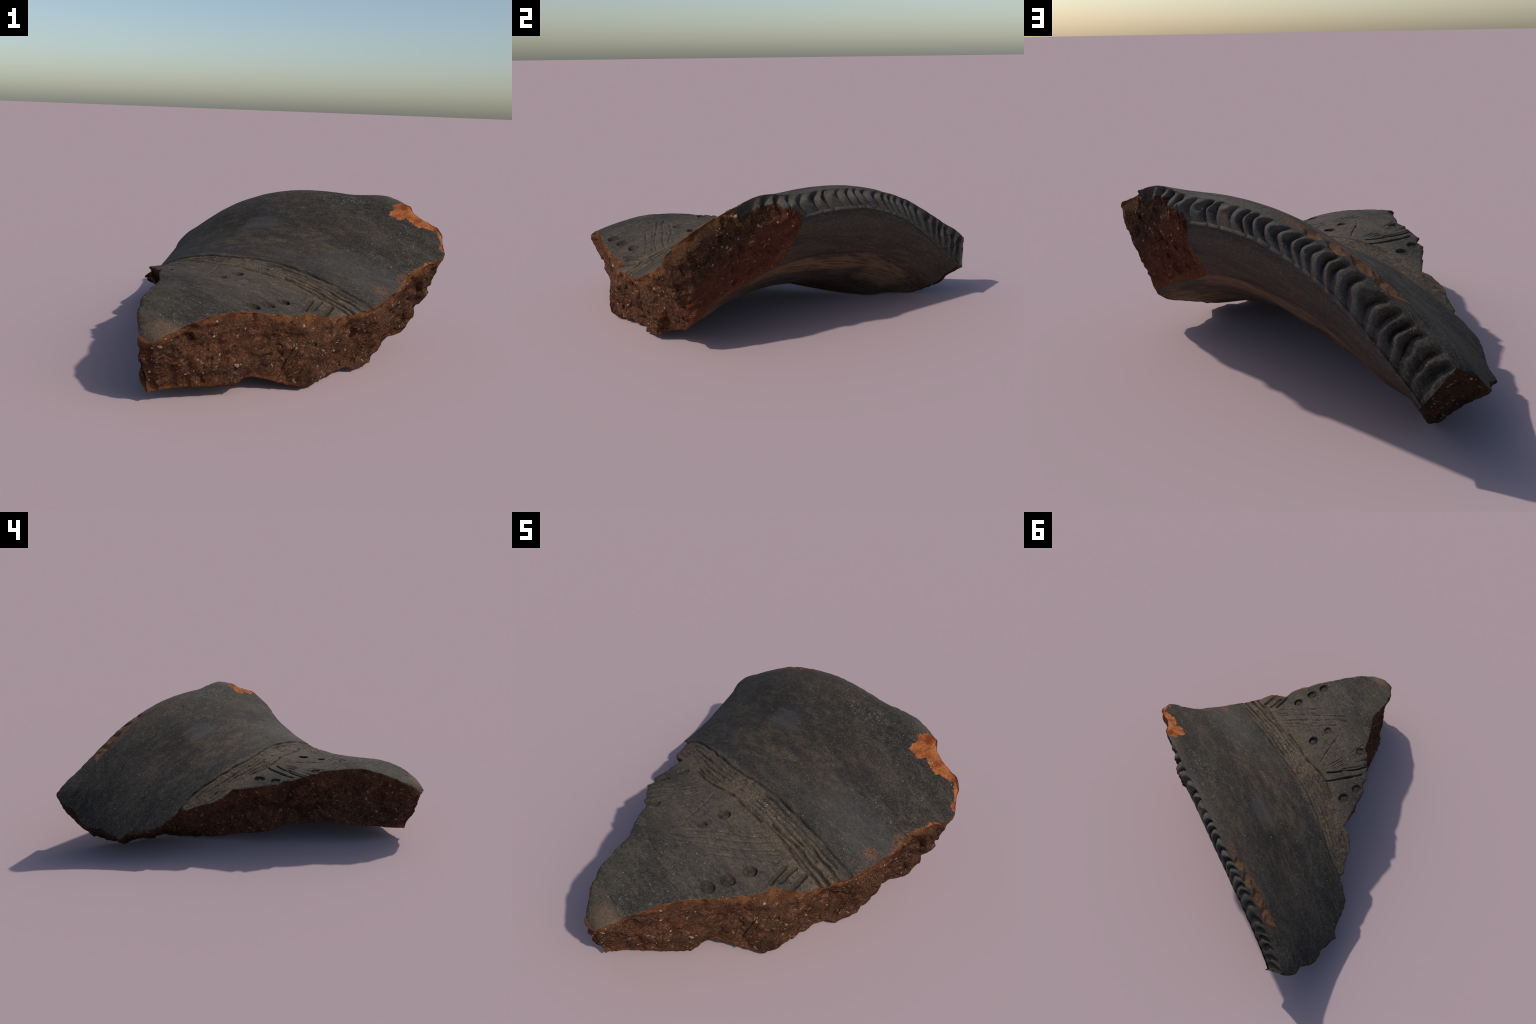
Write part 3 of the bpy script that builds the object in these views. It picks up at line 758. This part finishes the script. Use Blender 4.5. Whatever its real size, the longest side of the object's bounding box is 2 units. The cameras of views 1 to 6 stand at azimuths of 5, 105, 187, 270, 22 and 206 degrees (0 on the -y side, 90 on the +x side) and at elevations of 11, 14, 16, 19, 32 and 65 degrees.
def grit(name):
    mat = bpy.data.materials.new(name)
    T = Tree(mat)
    o, s, h, r = T.vessel()
    n = T.noise(o, 26.0, 2, 0.5); n2 = T.noise(o, 300.0, 3, 0.6)
    col = T.mix(T.step(n, 0.35, 0.65), (0.22, 0.13, 0.09), (0.31, 0.235, 0.18))
    col = T.mix(T.math("MULTIPLY", n2, 0.4), col, (0.18, 0.10, 0.07))
    T.finish(col, 0.7, n2, 0.3, 0.002, 0.3)
    return mat


M_SKIN = dark_surface("smoke_blackened_skin")
M_CUT = dark_surface("darkened_cut", 0.55)
M_IN = inner_surface("inner_skin")
M_BODY = broken_body("coarse_clay_body")
M_CHIP = orange_body("oxidised_clay")
M_GRIT = grit("stone_grit")

# ---------------------------------------------------------------- objects
root = bpy.data.objects.new("pottery_sherd", None)
bpy.context.scene.collection.objects.link(root)
root["label"] = "dark rim sherd with notched lip and incised shoulder"
root["category"] = "pottery fragment"
root.empty_display_size = 0.2


def make(name, sel, tris, mat, parent):
    q = f_all[sel]
    loops = q.reshape(-1)
    sizes = np.full(len(q), 4)
    if tris is not None:
        loops = np.concatenate([loops, tris.reshape(-1)]); sizes = np.concatenate([sizes, np.full(len(tris), 3)])
    used, inv = np.unique(loops, return_inverse=True)
    me = bpy.data.meshes.new(name)
    me.vertices.add(len(used)); me.loops.add(len(loops)); me.polygons.add(len(sizes))
    me.vertices.foreach_set("co", V1[used].astype(np.float32).ravel())
    me.loops.foreach_set("vertex_index", inv.astype(np.int32).ravel())
    me.polygons.foreach_set("loop_start", np.concatenate([[0], np.cumsum(sizes)[:-1]]).astype(np.int32))
    me.update(calc_edges=True)
    me.validate()
    me.polygons.foreach_set("use_smooth", np.ones(len(sizes), bool))
    me.normals_split_custom_set_from_vertices(Nf[used].astype(np.float32))
    me.materials.append(mat)
    ob = bpy.data.objects.new(name, me)
    bpy.context.scene.collection.objects.link(ob)
    ob.parent = parent
    return ob


neck = make("neck", label == "neck", tri_o, M_SKIN, root)
shoulder = make("shoulder", label == "shoulder", None, M_SKIN, root)
rim = make("rim", label == "rim", None, M_SKIN, root)
inner_wall = make("inner_wall", label == "inner_wall", tri_i, M_IN, root)
broken = make("broken_edge", label == "broken_edge", None, M_BODY, root)
make("groove", label == "groove", None, M_CUT, shoulder)
for k in range(len(DOTS)):
    if (label == f"dot{k}").any():
        make("impressed_dot", label == f"dot{k}", None, M_CUT, shoulder)
for k in range(len(CHIPS)):
    if (label == f"chip{k}").any():
        make("spalled_chip", label == f"chip{k}", None, M_CHIP, rim)

# stone grit standing in the broken faces, too small to pick apart singly
cand = np.where(fz & (wall > 0.06) & (wall < 0.95) & (keep > 0.9))[0]
pick = rng.choice(cand, 330, replace=False)
phi = (1 + 5 ** 0.5) / 2
ico_v = np.array([(-1, phi, 0), (1, phi, 0), (-1, -phi, 0), (1, -phi, 0), (0, -1, phi), (0, 1, phi), (0, -1, -phi), (0, 1, -phi), (phi, 0, -1), (phi, 0, 1), (-phi, 0, -1), (-phi, 0, 1)])
ico_v /= np.linalg.norm(ico_v[0])
ico_f = [(i, j, k) for i in range(12) for j in range(i + 1, 12) for k in range(j + 1, 12)
         if all(abs(np.linalg.norm(ico_v[a] - ico_v[b]) - 1.0515) < 0.01 for a, b in ((i, j), (j, k), (i, k)))]
ico_f = [f if np.dot(np.cross(ico_v[f[1]] - ico_v[f[0]], ico_v[f[2]] - ico_v[f[0]]), ico_v[f[0]]) > 0 else (f[0], f[2], f[1]) for f in ico_f]
gv, gf = [], []
for v in pick:
    size = 0.0020 + 0.0080 * rng.random() ** 4
    n = Nf[v]
    t1 = np.cross(n, rng.normal(size=3)); t1 /= np.linalg.norm(t1)
    t2 = np.cross(n, t1)
    ax = np.array([1.0, rng.uniform(0.5, 0.9), rng.uniform(0.35, 0.6)]) * size
    p = ico_v * (1 + 0.28 * rng.uniform(-1, 1, (12, 1)))
    gf += [tuple(len(gv) + i for i in f) for f in ico_f]
    gv += list(V1[v] + p[:, :1] * ax[0] * t1 + p[:, 1:2] * ax[1] * t2 + p[:, 2:] * ax[2] * n - n * ax[2] * 0.25)
me = bpy.data.meshes.new("stone_grit")
me.from_pydata([tuple(map(float, p)) for p in gv], [], gf)
me.materials.append(M_GRIT)
g = bpy.data.objects.new("stone_grit", me)
g["kind"] = "stuff"
bpy.context.scene.collection.objects.link(g)
g.parent = broken
